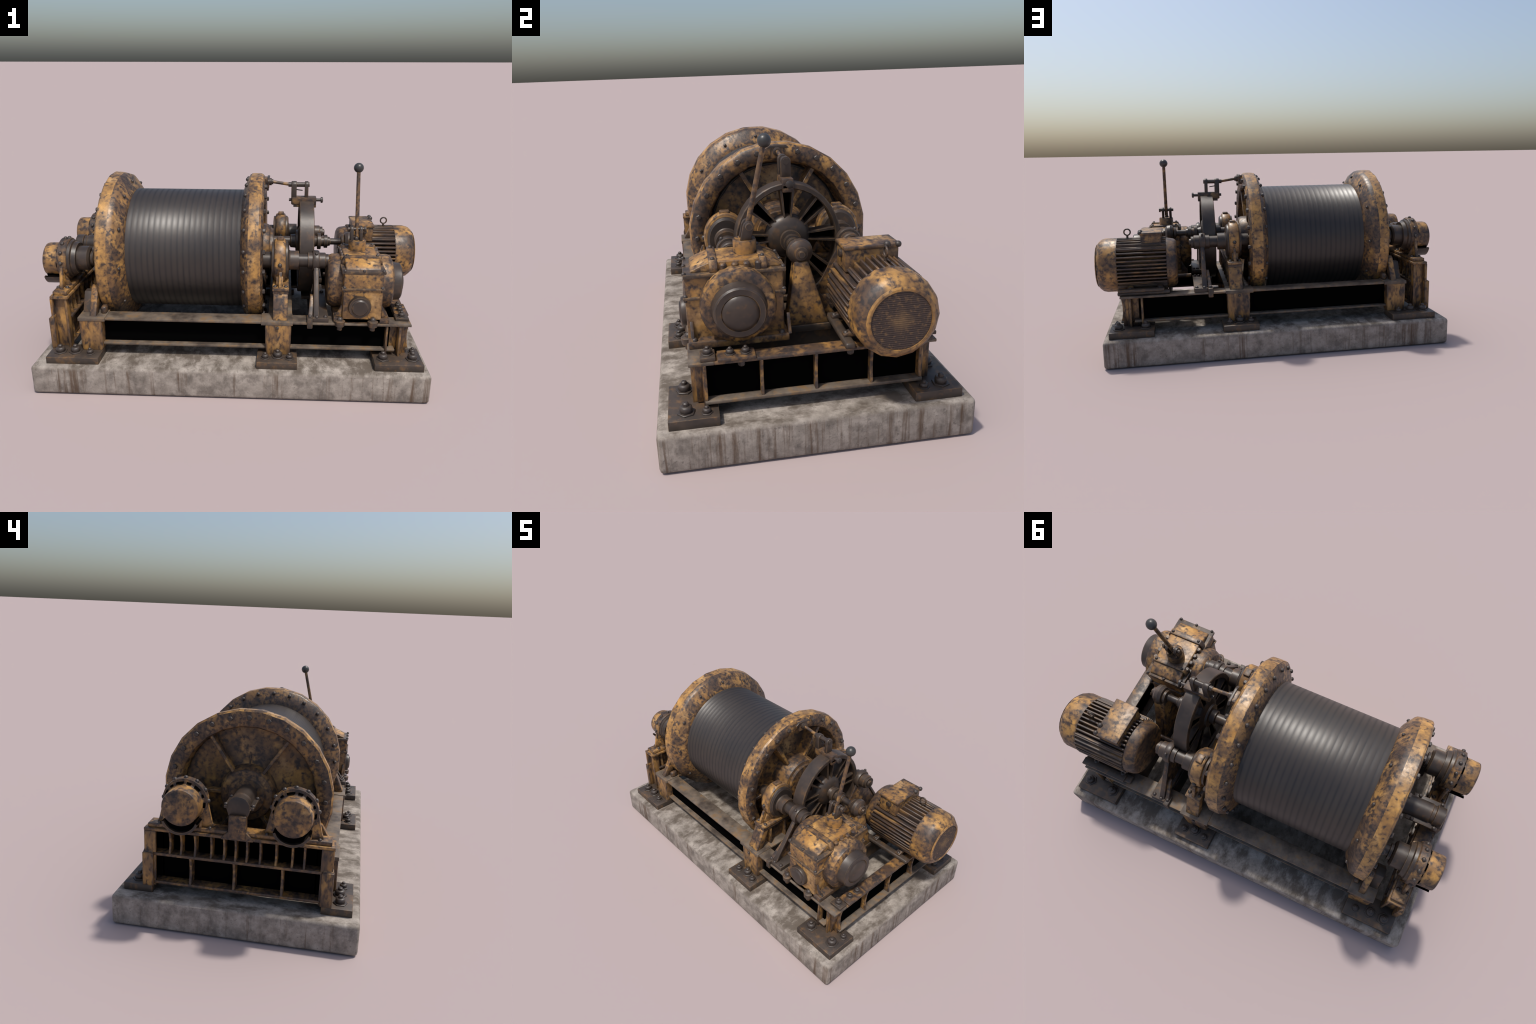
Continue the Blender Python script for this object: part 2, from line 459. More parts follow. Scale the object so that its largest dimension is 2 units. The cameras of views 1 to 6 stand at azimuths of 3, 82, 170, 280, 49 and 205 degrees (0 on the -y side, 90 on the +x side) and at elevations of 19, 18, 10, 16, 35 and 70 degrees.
# bolted splice plates on the drive-end flange
sp = box("splice_plate", (0.800, 0.866), (-0.405, -0.352), (0.361, 0.377), "plate", frame, 0.003)
bolt((0.832, -0.378, 0.377), (0, 0, 1), 0.018, sp, BM_ANCHOR)
sp = box("splice_plate", (0.806, 0.876), (-0.345, -0.212), (0.361, 0.372), "paint_dirty", frame, 0.003)
for y in (-0.300, -0.245):
    bolt((0.838, y, 0.372), (0, 0, 1), 0.016, sp, BM_ANCHOR)
for x, y in ((0.850, -0.262), (0.850, 0.13), (0.68, -0.43), (0.525, -0.43)):
    bolt((x, y, 0.351), (0, 0, -1), 0.014, frame, BM_HEX, 1.6)

# ---- left pedestal: ribbed cross beam
ped = box("bearing_pedestal", (-0.907, -0.834), (-0.422, 0.422), (0.470, 0.490), "paint", root, 0.004)
box("cap_plate", (-0.918, -0.826), (-0.438, 0.438), (0.455, 0.4695), "paint", ped, 0.003)
box("rail", (-0.922, -0.850), (-0.395, 0.395), (0.338, 0.352), "paint_dirty", ped, 0.002)
box("rail", (-0.922, -0.850), (-0.395, 0.395), (0.195, 0.209), "paint_dirty", ped, 0.002)
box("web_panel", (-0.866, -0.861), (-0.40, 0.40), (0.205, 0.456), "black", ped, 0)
for y in (0.366, 0.314, 0.261, 0.195, 0.119, 0.059, 0.006, -0.046, -0.107, -0.179, -0.252, -0.306, -0.366)[1:-1]:
    o = stiffener(-0.864, -0.920, y, 0.350, 0.456, 0.010); o.parent = ped
for y in (0.215, 0.010, -0.212):
    o = stiffener(-0.864, -0.922, y, 0.208, 0.341, 0.012); o.parent = ped
box("web", (-0.8605, -0.855), (-0.40, 0.40), (0.205, 0.456), "paint_dirty", ped, 0)
box("rail", (-0.864, -0.828), (-0.395, 0.395), (0.340, 0.352), "paint_dirty", ped, 0.002)
box("rail", (-0.864, -0.832), (-0.395, 0.395), (0.198, 0.209), "paint_dirty", ped, 0.002)
for y in (0.36, 0.314, 0.261, 0.195, 0.119, 0.059, 0.006, -0.046, -0.107, -0.179, -0.252, -0.306, -0.36):
    o = stiffener(-0.866, -0.832, y, 0.351, 0.456, 0.012); o.parent = ped
for y in (0.36, 0.215, 0.010, -0.212, -0.36):
    o = stiffener(-0.866, -0.834, y, 0.208, 0.341, 0.012); o.parent = ped
for s in (-1, 1):
    boxes("post", [((-0.920, -0.906), (s * 0.380, s * 0.436), (0.185, 0.456)),
                   ((-0.848, -0.836), (s * 0.385, s * 0.432), (0.185, 0.456)),
                   ((-0.907, -0.846), (s * 0.400, s * 0.413), (0.185, 0.456))], "paint_col", ped, 0.002)
    box("post_wing", (-0.934, -0.905), (s * 0.388, s * 0.442), (0.185, 0.352), "paint_col", ped, 0.004)
    slanted("post_wing", (-0.917, s * 0.416, 0.350), (-0.908, s * 0.416, 0.366), (0.0125, 0.024), (0.003, 0.022), "paint_col", ped, 0.002)
    # leaning guards on the side beams next to the drum flange
    gd = prism("guard", [(s * 0.440, 0.362), (s * 0.385, 0.362), (s * 0.318, 0.49), (s * 0.345, 0.503), (s * 0.365, 0.495)], "x", -0.727, -0.692, "paint", ped, 0.005)
    prism("guard", [(s * 0.39, 0.362), (s * 0.26, 0.362), (s * 0.30, 0.462), (s * 0.34, 0.462)], "x", -0.773, -0.727, "plate", ped, 0.003)
    box("guard_foot", (-0.678, -0.648), (s * 0.36, s * 0.405), (0.362, 0.405), "paint_dirty", ped, 0.012, 3)
# centre post and split bearing housing of the drum shaft
box("post", (-0.927, -0.885), (-0.040, 0.040), (0.462, 0.572), "paint_dirty", ped, 0.004)
prism("post_foot", [(-0.074, 0.4535), (0.074, 0.4535), (0.074, 0.462), (0.043, 0.492), (-0.043, 0.492), (-0.074, 0.462)], "x", -0.921, -0.890, "paint_dirty", ped, 0.003)
hs = lathe("shaft_housing", [(-0.912, 0.045), (-0.908, 0.052), (-0.868, 0.053), (-0.864, 0.046), (-0.850, 0.046), (-0.846, 0.050), (-0.69, 0.050)], "steel", ped, 28, c=(0, 0.605))
box("housing_lip", (-0.900, -0.745), (-0.069, 0.069), (0.596, 0.609), "steel", hs, 0.003)
prism("housing_saddle", [(-0.056, 0.602), (-0.044, 0.566), (0.044, 0.566), (0.056, 0.602)], "x", -0.909, -0.76, "steel", hs, 0.003)
for s in (-1, 1):
    for x in (-0.885, -0.775):
        bolt((x, s * 0.062, 0.609), (0, 0, 1), 0.010, hs, BM_DOME)

# ---- two end motors on the left pedestal
for s in (-1, 1):
    yc, zc = s * 0.249, 0.610
    em = lathe("brake_motor", [(-0.899, 0.096), (-0.897, 0.1045), (-0.858, 0.105), (-0.852, 0.100)], "paint_face", root, 26, c=(yc, zc))
    lathe("end_cap", [(-0.981, 0.076), (-0.977, 0.083), (-0.968, 0.0855), (-0.905, 0.087), (-0.893, 0.098)], "paint", em, 26, c=(yc, zc - 0.008))
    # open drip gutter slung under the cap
    bm = bmesh.new()
    lathe_bm(bm, [(-0.977, 0.078), (-0.978, 0.089), (-0.90, 0.089), (-0.90, 0.078), (-0.977, 0.078)], 20, "x", (yc, zc - 0.045), arc=(PI * 1.12, PI * 1.88))
    finish("drip_gutter", bm, "steel", em, 40)
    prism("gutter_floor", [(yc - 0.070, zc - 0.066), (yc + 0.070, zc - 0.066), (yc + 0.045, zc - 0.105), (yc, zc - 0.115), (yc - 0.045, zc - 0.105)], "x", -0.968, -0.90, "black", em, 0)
    lathe("brake_disc", [(-0.853, 0.096), (-0.838, 0.094), (-0.832, 0.086), (-0.812, 0.080)], "steel", em, 26, c=(yc, zc))
    lathe("motor_can", [(-0.814, 0.063), (-0.760, 0.063), (-0.750, 0.054)], "steel", em, 24, c=(yc, zc))
    lathe("pinion_shaft", [(-0.748, 0.040), (-0.735, 0.040), (-0.733, 0.026), (-0.640, 0.026)], "steel", em, 18, c=(yc, zc))
    # trapezoid saddle and its ribs
    prism("saddle", [(yc - 0.135, 0.489), (yc + 0.135, 0.489), (yc + 0.125, 0.515), (yc + 0.100, 0.625), (yc - 0.100, 0.625), (yc - 0.125, 0.515)], "x", -0.886, -0.868, "paint", em, 0.004)
    for k in (-0.075, 0.075):
        prism("gusset", [(-0.903, 0.489), (-0.842, 0.489), (-0.862, 0.535), (-0.868, 0.58), (-0.886, 0.58)], "y", yc + k - 0.006, yc + k + 0.006, "paint", em, 0.002)
    for k in (-0.118, 0.118):
        bolt((-0.850, yc + k, 0.490), (0, 0, 1), 0.010, em, BM_DOME)
        bolt((-0.897, yc + k, 0.490), (0, 0, 1), 0.009, em, BM_DOME)
    for i in range(9):
        a = PI * (-0.15 + 1.3 * i / 8)
        bolt((-0.878, yc + 0.104 * math.cos(a), zc + 0.104 * math.sin(a)), (0, math.cos(a), math.sin(a)), 0.0105, em, BM_DOME)
    # vent slots between collar and cap
    for i, w in enumerate((0.10, 0.16, 0.09, 0.20, 0.12, 0.17, 0.08, 0.13)):
        a = PI * (-0.02 + 1.04 * i / 7)
        bm = bmesh.new()
        t0 = -0.908 if i % 2 else -0.9045
        lathe_bm(bm, [(t0, 0.0885), (-0.8975, 0.0985), (-0.894, 0.103), (-0.893, 0.088)], 4, "x", (yc, zc - 0.005), arc=(a - w, a + w))
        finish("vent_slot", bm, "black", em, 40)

# ---- cable drum
DC = (0.004, 0.596)
def wound_cable():
    x0, x1, n = CABLE_X0, CABLE_X1, CABLE_TURNS
    prof = [(x0, 0.0)]
    step = (x1 - x0) / n
    for i in range(n):
        for j in range(8):
            f = j / 8
            prof.append((x0 + (i + f) * step, 0.3215 + 0.0005 * math.sin(PI * f)))
    prof += [(x1, 0.3185), (x1, 0.302), (0.0, 0.290), (0.0, 0.0)]
    bm = bmesh.new()
    lathe_bm(bm, prof, 72, "x", DC)
    ob = finish("cable_drum", bm, "cable", root, 75)
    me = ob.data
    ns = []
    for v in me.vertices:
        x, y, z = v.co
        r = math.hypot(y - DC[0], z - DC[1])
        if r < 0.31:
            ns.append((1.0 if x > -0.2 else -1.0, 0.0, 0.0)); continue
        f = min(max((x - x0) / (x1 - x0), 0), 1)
        nx = 0.58 * (1 - f) ** 1.2 - 0.12 + 0.05 * math.cos(PI * (((x - x0) / step) % 1.0))  # normals leaned along x so a sun glint lands on the left half
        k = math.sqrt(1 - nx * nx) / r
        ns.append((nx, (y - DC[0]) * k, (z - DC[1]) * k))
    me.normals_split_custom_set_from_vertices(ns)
    return ob
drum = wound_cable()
SEG = 24
PH = PI / SEG
def flange(faces, band):
    for prof in faces:
        lathe("drum_flange", prof, "paint_face", drum, SEG, c=DC, angle=35, phase=PH, close=False)
    lathe("flange_band", band, "paint_rim", drum, SEG, c=DC, angle=26, phase=PH, close=False)
flange([[(-0.575, 0.0), (-0.612, 0.13), (-0.614, 0.318), (-0.622, 0.324), (-0.676, 0.327), (-0.688, 0.334), (-0.694, 0.352), (-0.694, 0.385), (-0.689, 0.404)],
        [(-0.630, 0.409), (-0.610, 0.404), (-0.600, 0.396), (-0.566, 0.346), (-0.559, 0.330), (-0.555, 0.0)]],
       [(-0.689, 0.404), (-0.681, 0.413), (-0.642, 0.411), (-0.630, 0.409)])
flange([[(0.008, 0.0), (0.012, 0.290), (0.046, 0.318), (0.056, 0.324), (0.118, 0.327), (0.132, 0.334), (0.140, 0.352), (0.141, 0.376), (0.136, 0.396), (0.128, 0.405)],
        [(0.066, 0.409), (0.057, 0.404), (0.032, 0.354), (0.027, 0.340), (0.022, 0.300), (0.0, 0.288)]],
       [(0.128, 0.405), (0.118, 0.411), (0.078, 0.412), (0.066, 0.410)])
lathe("flange_disc", [(-0.600, 0.1), (-0.640, 0.10), (-0.628, 0.322), (-0.600, 0.322)], "paint_disc", drum, SEG, c=DC)
lathe("flange_disc", [(0.006, 0.1), (0.060, 0.10), (0.038, 0.300), (0.006, 0.300)], "paint_disc", drum, SEG, c=DC)
wob = [0, 2, 3, 3, 2, 1, 0, -1, -2, -2, -1, 0]
for k in range(24):
    a = math.radians(15 * k + wob[k % 12])
    ca, sa = math.cos(a), math.sin(a)
    bolt((-0.693, DC[0] + 0.374 * ca, DC[1] + 0.374 * sa), (-1, 0, 0), 0.0125, drum, BM_HEX, 0.9)
    if abs(15 * k - 90) > 8:
        bolt((0.140, DC[0] + 0.376 * ca, DC[1] + 0.376 * sa), (1, 0, 0), 0.0125, drum, BM_HEX, 0.9)
    bolt((0.044, DC[0] + 0.384 * ca, DC[1] + 0.384 * sa), (-0.85, 0.55 * ca, 0.55 * sa), 0.0105, drum, BM_DOME, 0.9)
    if k % 2 == 0:
        bolt((-0.578, DC[0] + 0.370 * ca, DC[1] + 0.367 * sa), (0.85, 0.53 * ca, 0.53 * sa), 0.0085, drum, BM_DOME, 0.8)
def rib_ring(poly, t, angles):
    """radial ribs; poly is the (x, radius) outline of one rib"""
    first = prism("rib", poly, "z", -t / 2, t / 2, "paint", drum, 0.002, 1)
    for i, a in enumerate(angles):
        o = first if i == 0 else first.copy()
        if i: COL.objects.link(o)
        o.parent = drum
        o.location = (0, DC[0], DC[1])
        o.rotation_euler = (math.radians(a), 0, 0)
rib_ring([(-0.610, 0.10), (-0.610, 0.320), (-0.640, 0.326), (-0.684, 0.328), (-0.686, 0.10)], 0.016, (0, 56, 124, 180, 236, 304))
rib_ring([(-0.610, 0.12), (-0.610, 0.200), (-0.636, 0.200), (-0.650, 0.12)], 0.007, (90, 270))
rib_ring([(0.008, 0.10), (0.008, 0.280), (0.046, 0.317), (0.058, 0.324), (0.126, 0.327), (0.120, 0.12)], 0.020, (0, 60, 120, 180, 240, 300))
lathe("hub", [(-0.600, 0.155), (-0.640, 0.140), (-0.682, 0.132), (-0.701, 0.124), (-0.704, 0.092), (-0.714, 0.087), (-0.716, 0.05)], "paint_dirty", drum, 30, c=DC)
lathe("hub", [(0.01, 0.160), (0.03, 0.146), (0.10, 0.140), (0.150, 0.136), (0.166, 0.128), (0.170, 0.112), (0.186, 0.110), (0.190, 0.06), (0.22, 0.058)], "paint_dirty", drum, 30, c=DC)

# ---- right bearing pedestal
rp = box("bearing_pedestal", (0.188, 0.271), (-0.392, 0.392), (0.500, 0.516), "paint", root, 0.004)
box("cap_plate", (0.191, 0.269), (-0.388, 0.388), (0.484, 0.4995), "paint_dirty", rp, 0.003)
box("web", (0.224, 0.236), (-0.39, 0.39), (0.20, 0.485), "paint_dirty", rp, 0.001)
box("bottom_flange", (0.17, 0.290), (-0.36, 0.36), (0.352, 0.3645), "beam", rp, 0.002)
for y in (-0.33, -0.22, -0.11, 0.0, 0.11, 0.22, 0.33):
    for a, b in ((0.236, 0.266), (0.196, 0.224)):
        box("stiffener", (a, b), (y - 0.005, y + 0.005), (0.364, 0.485), "paint", rp, 0.001)
for s in (-1, 1):
    slanted("leg", (0.230, s * 0.418, 0.364), (0.230, s * 0.368, 0.486), (0.0365, 0.022), (0.0365, 0.020), "paint", rp, 0.004)
    yc, zc = s * 0.25, 0.618
    bb = lathe("main_bearing", [(0.194, 0.098), (0.197, 0.108), (0.206, 0.113), (0.242, 0.113), (0.250, 0.108), (0.253, 0.098)], "paint", root, 30, c=(yc, zc), sy=0.84)
    lathe("bearing_cover", [(0.180, 0.060), (0.183, 0.094), (0.196, 0.096)], "steel", bb, 28, c=(yc, zc), sy=0.84)
    lathe("bearing_cover", [(0.252, 0.098), (0.262, 0.096), (0.269, 0.086), (0.271, 0.05)], "steel", bb, 28, c=(yc, zc), sy=0.84)
    lathe("sleeve", [(0.269, 0.054), (0.276, 0.049), (0.318, 0.049)], "steel", bb, 24, c=(yc, zc))
    lathe("shaft", [(0.10, 0.030), (0.136, 0.030), (0.137, 0.041), (0.182, 0.041), (0.183, 0.034), (0.470, 0.034)], "steel", bb, 20, c=(yc, zc))
    box("oil_cap", (0.208, 0.242), (yc - 0.022, yc + 0.022), (0.722, 0.739), "paint", bb, 0.005)
    prism("saddle", [(yc - 0.105, 0.515), (yc + 0.105, 0.515), (yc + 0.105, 0.53), (yc + 0.09, 0.56), (yc - 0.09, 0.56), (yc - 0.105, 0.53)], "x", 0.206, 0.242, "paint", bb, 0.004)
    prism("gusset", [(s * 0.385, 0.515), (s * 0.34, 0.515), (s * 0.345, 0.59), (s * 0.355, 0.59)], "x", 0.219, 0.235, "paint", bb, 0.003)
    bolt((0.224, yc + s * 0.094, 0.622), (0, s, 0), 0.011, bb, BM_DOME)
    bolt((0.224, yc - s * 0.094, 0.622), (0, -s, 0), 0.011, bb, BM_DOME)
    for x in (0.202, 0.255):
        bolt((x, s * 0.365, 0.516), (0, 0, 1), 0.010, bb, BM_DOME)
    # outer pillow block on its A-shaped stand
    pb = lathe("pillow_block", [(0.388, 0.040), (0.390, 0.050), (0.396, 0.053), (0.416, 0.053), (0.422, 0.050), (0.424, 0.040)], "steel", root, 22, c=(yc, zc))
    lathe("collar", [(0.364, 0.036), (0.366, 0.041), (0.389, 0.041)], "steel", pb, 20, c=(yc, zc))
    lathe("collar", [(0.423, 0.041), (0.452, 0.041), (0.456, 0.036), (0.457, 0.022), (0.480, 0.020), (0.483, 0.012)], "steel", pb, 20, c=(yc, zc))
    prism("stand_web", [(yc - s * 0.042, 0.598), (yc + s * 0.046, 0.598), (s * 0.430, 0.385), (s * 0.100, 0.385)], "x", 0.402, 0.413, "paint_dirty", pb, 0.002)
    slanted("stand_rib", (0.407, s * 0.424, 0.384), (0.407, s * 0.283, 0.600), (0.014, 0.010), (0.012, 0.010), "steel", pb, 0.004)
    pd = box("stand_foot", (0.388, 0.467), (s * 0.086, s * 0.441), (0.361, 0.386), "plate", pb, 0.004)
    slanted("stand_brace", (0.376, s * 0.432, 0.37), (0.388, s * 0.345, 0.47), (0.011, 0.012), (0.010, 0.010), "paint_dirty", pb, 0.003)
    box("clamp", (0.362, 0.389), (s * 0.400, s * 0.455), (0.333, 0.384), "plate", pb, 0.004)
    for x, y in ((0.376, 0.425), (0.452, 0.425), (0.410, 0.432), (0.452, 0.11), (0.43, 0.11)):
        bolt((x, s * y, 0.386), (0, 0, 1), 0.010, pb, BM_DOME)
    bolt((0.407, yc + s * 0.030, 0.664), (0, s * 0.5, 1), 0.008, pb, BM_DOME)

# ---- flywheel with channel spokes
FC = (0.0, 0.642)          # shaft axis
RC, RY, RZ = 0.616, 0.226, 0.258   # rim centre height and half axes (the rim is taller than wide)
def oval(prof, seg):
    bm = bmesh.new()
    lathe_bm(bm, prof, seg, "x", (0, 0))
    for v in bm.verts:
        v.co.z = RC + v.co.z * RZ / RY
    return bm
fw = finish("flywheel", oval([(0.322, 0.203), (0.322, 0.2225), (0.325, 0.226), (0.395, 0.2245), (0.398, 0.221), (0.398, 0.206), (0.394, 0.202), (0.322, 0.203)], 40), "steel", root, 32)
hubp = [(0.276, 0.028), (0.280, 0.036), (0.306, 0.038), (0.308, 0.060), (0.318, 0.062), (0.330, 0.088), (0.345, 0.0955), (0.368, 0.0955), (0.385, 0.086), (0.397, 0.066), (0.402, 0.034),
        (0.424, 0.028), (0.426, 0.044), (0.444, 0.044), (0.446, 0.028), (0.460, 0.028), (0.462, 0.036), (0.480, 0.036), (0.482, 0.026), (0.494, 0.024), (0.496, 0.0175), (0.57, 0.0175)]
lathe("flywheel_hub", hubp, "steel", fw, 28, c=FC, angle=40)
lathe("shaft", [(0.10, 0.026), (0.29, 0.026)], "steel", fw, 20, c=FC)
for i in range(8):
    a = i * PI / 4
    ca, sa = math.cos(a), math.sin(a)
    # distance from the shaft to the oval rim along this spoke
    L = 0.15
    while (L * ca / (RY - 0.018)) ** 2 + ((FC[1] + L * sa - RC) / (RZ - 0.018)) ** 2 < 1: L += 0.001
    for nm, mt, parts in (("spoke", "steel", [((0.330, 0.386), (-0.020, -0.013)), ((0.330, 0.386), (0.013, 0.020))]),
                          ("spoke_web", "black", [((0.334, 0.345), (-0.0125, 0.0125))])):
        bm = bmesh.new()
        for xs, zs in parts:
            add_box(bm, xs, (0.08, L), zs)
        for v in bm.verts:            # the two plates of a spoke spread towards the rim
            if v.co.y > 0.1: v.co.z *= 1.0 if abs(v.co.z) < 1e-6 else (1.0 + 0.010 / 0.0165)
            else: v.co.z *= 0.8
        bmesh.ops.recalc_face_normals(bm, faces=bm.faces)
        o = finish(nm, bm, mt, fw)
        o.location = (0, FC[0], FC[1])
        o.rotation_euler = (a, 0, 0)

# ---- brake linkage above the flywheel
bl = box("brake_linkage", (0.281, 0.411), (-0.023, 0.023), (0.850, 0.892), "paint_dirty", root, 0.004)
box("jaw", (0.290, 0.323), (-0.020, 0.020), (0.838, 0.851), "paint_dirty", bl, 0.002)
box("jaw", (0.397, 0.411), (-0.022, 0.022), (0.836, 0.866), "paint_dirty", bl, 0.003)
rod("clamp_bolt", (0.266, 0, 0.874), (0.437, 0, 0.874), 0.0085, "bolt", bl, 12)
lathe("clamp_head", [(0.436, 0.016), (0.445, 0.016), (0.448, 0.010)], "bolt", bl, 12, c=(0.0, 0.874))
for x0, x1, zb in ((0.278, 0.306, 0.852), (0.349, 0.368, 0.888)):
    poly = [(-0.021, zb), (0.021, zb)] + [(0.021 * math.cos(PI * i / 8), 0.954 + 0.021 * math.sin(PI * i / 8)) for i in range(9)]
    prism("link_arm", poly, "x", x0, x1, "steel", bl, 0.003)
rod("link_pin", (0.262, 0, 0.956), (0.374, 0, 0.956), 0.0125, "steel", bl, 14)
rod("cotter_pin", (0.302, 0.003, 0.929), (0.338, 0.003, 0.924), 0.003, "bolt", bl, 8)
rod("pull_rod", (0.266, 0, 0.957), (0.165, 0, 0.972), 0.0085, "paint", bl, 12)
lathe("rod_collar", [(0.158, 0.012), (0.160, 0.019), (0.172, 0.019), (0.174, 0.014), (0.181, 0.014)], "steel", bl, 14, c=(0.0, 0.970))
box("anchor_block", (0.132, 0.160), (-0.026, 0.034), (0.938, 0.992), "paint_dirty", bl, 0.004)
prism("anchor_plate", [(-0.052, 0.982), (-0.030, 0.997), (0.040, 0.997), (0.055, 0.982)], "x", 0.150, 0.163, "steel", bl, 0.003)

# ---- gearbox
GX = (0.532, 0.722)
gb = box("gearbox", GX, (-0.440, -0.084), (0.362, 0.620), "paint_gear", root, 0.006)
box("seam_flange", (0.523, 0.730), (-0.447, -0.076), (0.536, 0.5475), "rim", gb, 0.003)
box("lid_flange", (0.521, 0.731), (-0.442, -0.074), (0.618, 0.634), "rim", gb, 0.004)
prism("lid", [(-0.420, 0.632), (-0.412, 0.641), (-0.384, 0.654), (-0.345, 0.668), (-0.150, 0.669), (-0.110, 0.655), (-0.090, 0.643), (-0.086, 0.632)], "x", 0.541, 0.709, "paint_gear", gb, 0.008, 3)
for y0, y1 in ((-0.348, -0.318), (-0.168, -0.142)):
    prism("lid_rib", [(0.527, 0.634), (0.527, 0.650), (0.540, 0.676), (0.712, 0.676), (0.726, 0.650), (0.726, 0.634)], "y", y0, y1, "paint_dirty", gb, 0.003)
    for x in (0.553, 0.700):
        bolt((x, 0.5 * (y0 + y1), 0.676), (0, 0, 1), 0.008, gb, BM_DOME)
for x in (0.708, 0.544):
    for k in range(4):
        y = -0.298 + 0.042 * k
        lathe("lid_boss", [(0.63, 0.013), (0.658, 0.013), (0.664, 0.009)], "paint_dirty", gb, 12, "z", c=(x + (0.008 if x > 0.6 else -0.008), y))
for y in (-0.438, -0.083):
    for x in (0.535, 0.626, 0.718):
        bolt((x, y, 0.634), (0, 0, 1), 0.008, gb, BM_DOME)
    for x in (0.536, 0.717):
        bolt((x, y, 0.5475), (0, 0, 1), 0.0095, gb, BM_DOME)
        bolt((x, y, 0.536), (0, 0, -1), 0.008, gb, BM_HEX)
box("gearbox_foot", (0.492, 0.763), (-0.440, -0.073), (0.361, 0.389), "paint_dirty", gb, 0.004)
for x0, x1 in ((0.724, 0.760), (0.494, 0.530)):
    for y0, y1 in ((-0.442, -0.428), (-0.088, -0.074)):
        a, b = (x0, x1) if x0 > 0.6 else (x1, x0)
        prism("foot_gusset", [(a, 0.386), (b, 0.386), (a, 0.455)], "y", y0 + 0.012, y1 + 0.010, "paint_dirty", gb, 0.001)
for x, y in ((0.747, -0.418), (0.747, -0.098), (0.508, -0.098), (0.508, -0.40)):
    bolt((x, y, 0.389), (0, 0, 1), 0.012, gb, BM_DOME)
# clamps hooking over the beam edge
for x in (0.522, 0.682):
    lathe("beam_clamp", [(0.345, 0.012), (0.350, 0.024), (0.376, 0.026), (0.380, 0.018)], "plate", gb, 12, "z", c=(x, -0.442))
    lathe("beam_clamp", [(0.328, 0.013), (0.348, 0.013)], "plate", gb, 10, "z", c=(x, -0.442))
    bolt((x, -0.440, 0.380), (0, 0, 1), 0.015, gb, BM_DOME)
GY, GZ = -0.254, 0.516
lathe("gear_cover", [(0.715, 0.137), (0.764, 0.138), (0.778, 0.133), (0.786, 0.121), (0.789, 0.09)], "paint_cover", gb, 26, c=(GY, GZ))
lathe("gear_cover", [(0.540, 0.136), (0.490, 0.136), (0.474, 0.129), (0.464, 0.116), (0.460, 0.05)], "paint_cover", gb, 26, c=(GY, GZ))
lathe("gear_cap", [(0.786, 0.102), (0.800, 0.097), (0.828, 0.094), (0.834, 0.088), (0.835, 0.068), (0.832, 0.066), (0.838, 0.062), (0.845, 0.050), (0.850, 0.030), (0.852, 0.0)], "steel", gb, 28, c=(GY, GZ))
lathe("oil_plug", [(-0.435, 0.055), (-0.450, 0.056), (-0.459, 0.052), (-0.460, 0.042), (-0.466, 0.036), (-0.468, 0.015)], "steel", gb, 24, "y", c=(0.613, 0.452))
lathe("coupling_shaft", [(0.44, 0.028), (0.47, 0.030)], "steel", gb, 18, c=(-0.25, 0.618))

# ---- shift lever
lv = lathe("shift_lever", [(0.655, 0.043), (0.714, 0.0445), (0.720, 0.041), (0.717, 0.034)], "paint", root, 14, "z", c=(0.615, -0.208))
for x0, x1 in ((0.578, 0.594), (0.625, 0.640)):
    poly = [(-0.226, 0.712), (-0.186, 0.712), (-0.172, 0.770)] + [(-0.192 + 0.020 * math.cos(PI * i / 6), 0.770 + 0.018 * math.sin(PI * i / 6)) for i in range(7)] + [(-0.212, 0.770)]
    prism("clevis_plate", poly, "x", x0, x1, "steel", lv, 0.004)
rod("clevis_pin", (0.566, -0.192, 0.771), (0.654, -0.192, 0.771), 0.0095, "steel", lv, 12)
lathe("pin_head", [(0.648, 0.015), (0.658, 0.013)], "steel", lv, 12, c=(-0.192, 0.771))
bolt((0.610, -0.205, 0.724), (0, 0, 1), 0.012, lv, BM_DOME)
rod("lever_rod", (0.612, -0.200, 0.735), (0.612, -0.124, 1.055), 0.0105, "paint_dirty", lv, 12, 0.0095)
bm = bmesh.new()
bmesh.ops.create_uvsphere(bm, u_segments=18, v_segments=12, radius=0.0252)
bmesh.ops.translate(bm, vec=(0.612, -0.120, 1.070), verts=bm.verts)
finish("knob", bm, "knob", lv, 80)

# ---- centre bearing on its pyramid post
cp = prism("bearing_post", [(-0.062, 0.352), (0.112, 0.352), (0.100, 0.385), (0.030, 0.612), (-0.022, 0.612), (-0.055, 0.385)], "x", 0.566, 0.628, "paint", root, 0.006)
prism("post_fin", [(0.03, 0.352), (0.150, 0.352), (0.150, 0.366), (0.06, 0.50), (0.03, 0.58)], "x", 0.575, 0.590, "paint_dirty", cp, 0.002)
lathe("ball_bearing", [(0.552, 0.022), (0.556, 0.034), (0.566, 0.036), (0.570, 0.030), (0.574, 0.044), (0.590, 0.0515), (0.608, 0.048), (0.618, 0.036), (0.621, 0.026), (0.630, 0.025), (0.632, 0.014), (0.641, 0.012)], "steel", cp, 20, c=(0.004, 0.644))
box("post_foot", (0.570, 0.634), (-0.064, 0.118), (0.325, 0.353), "plate", cp, 0.003)
rod("tie_rod", (0.475, 0.130, 0.398), (0.580, 0.130, 0.398), 0.012, "paint_dirty", cp, 12)

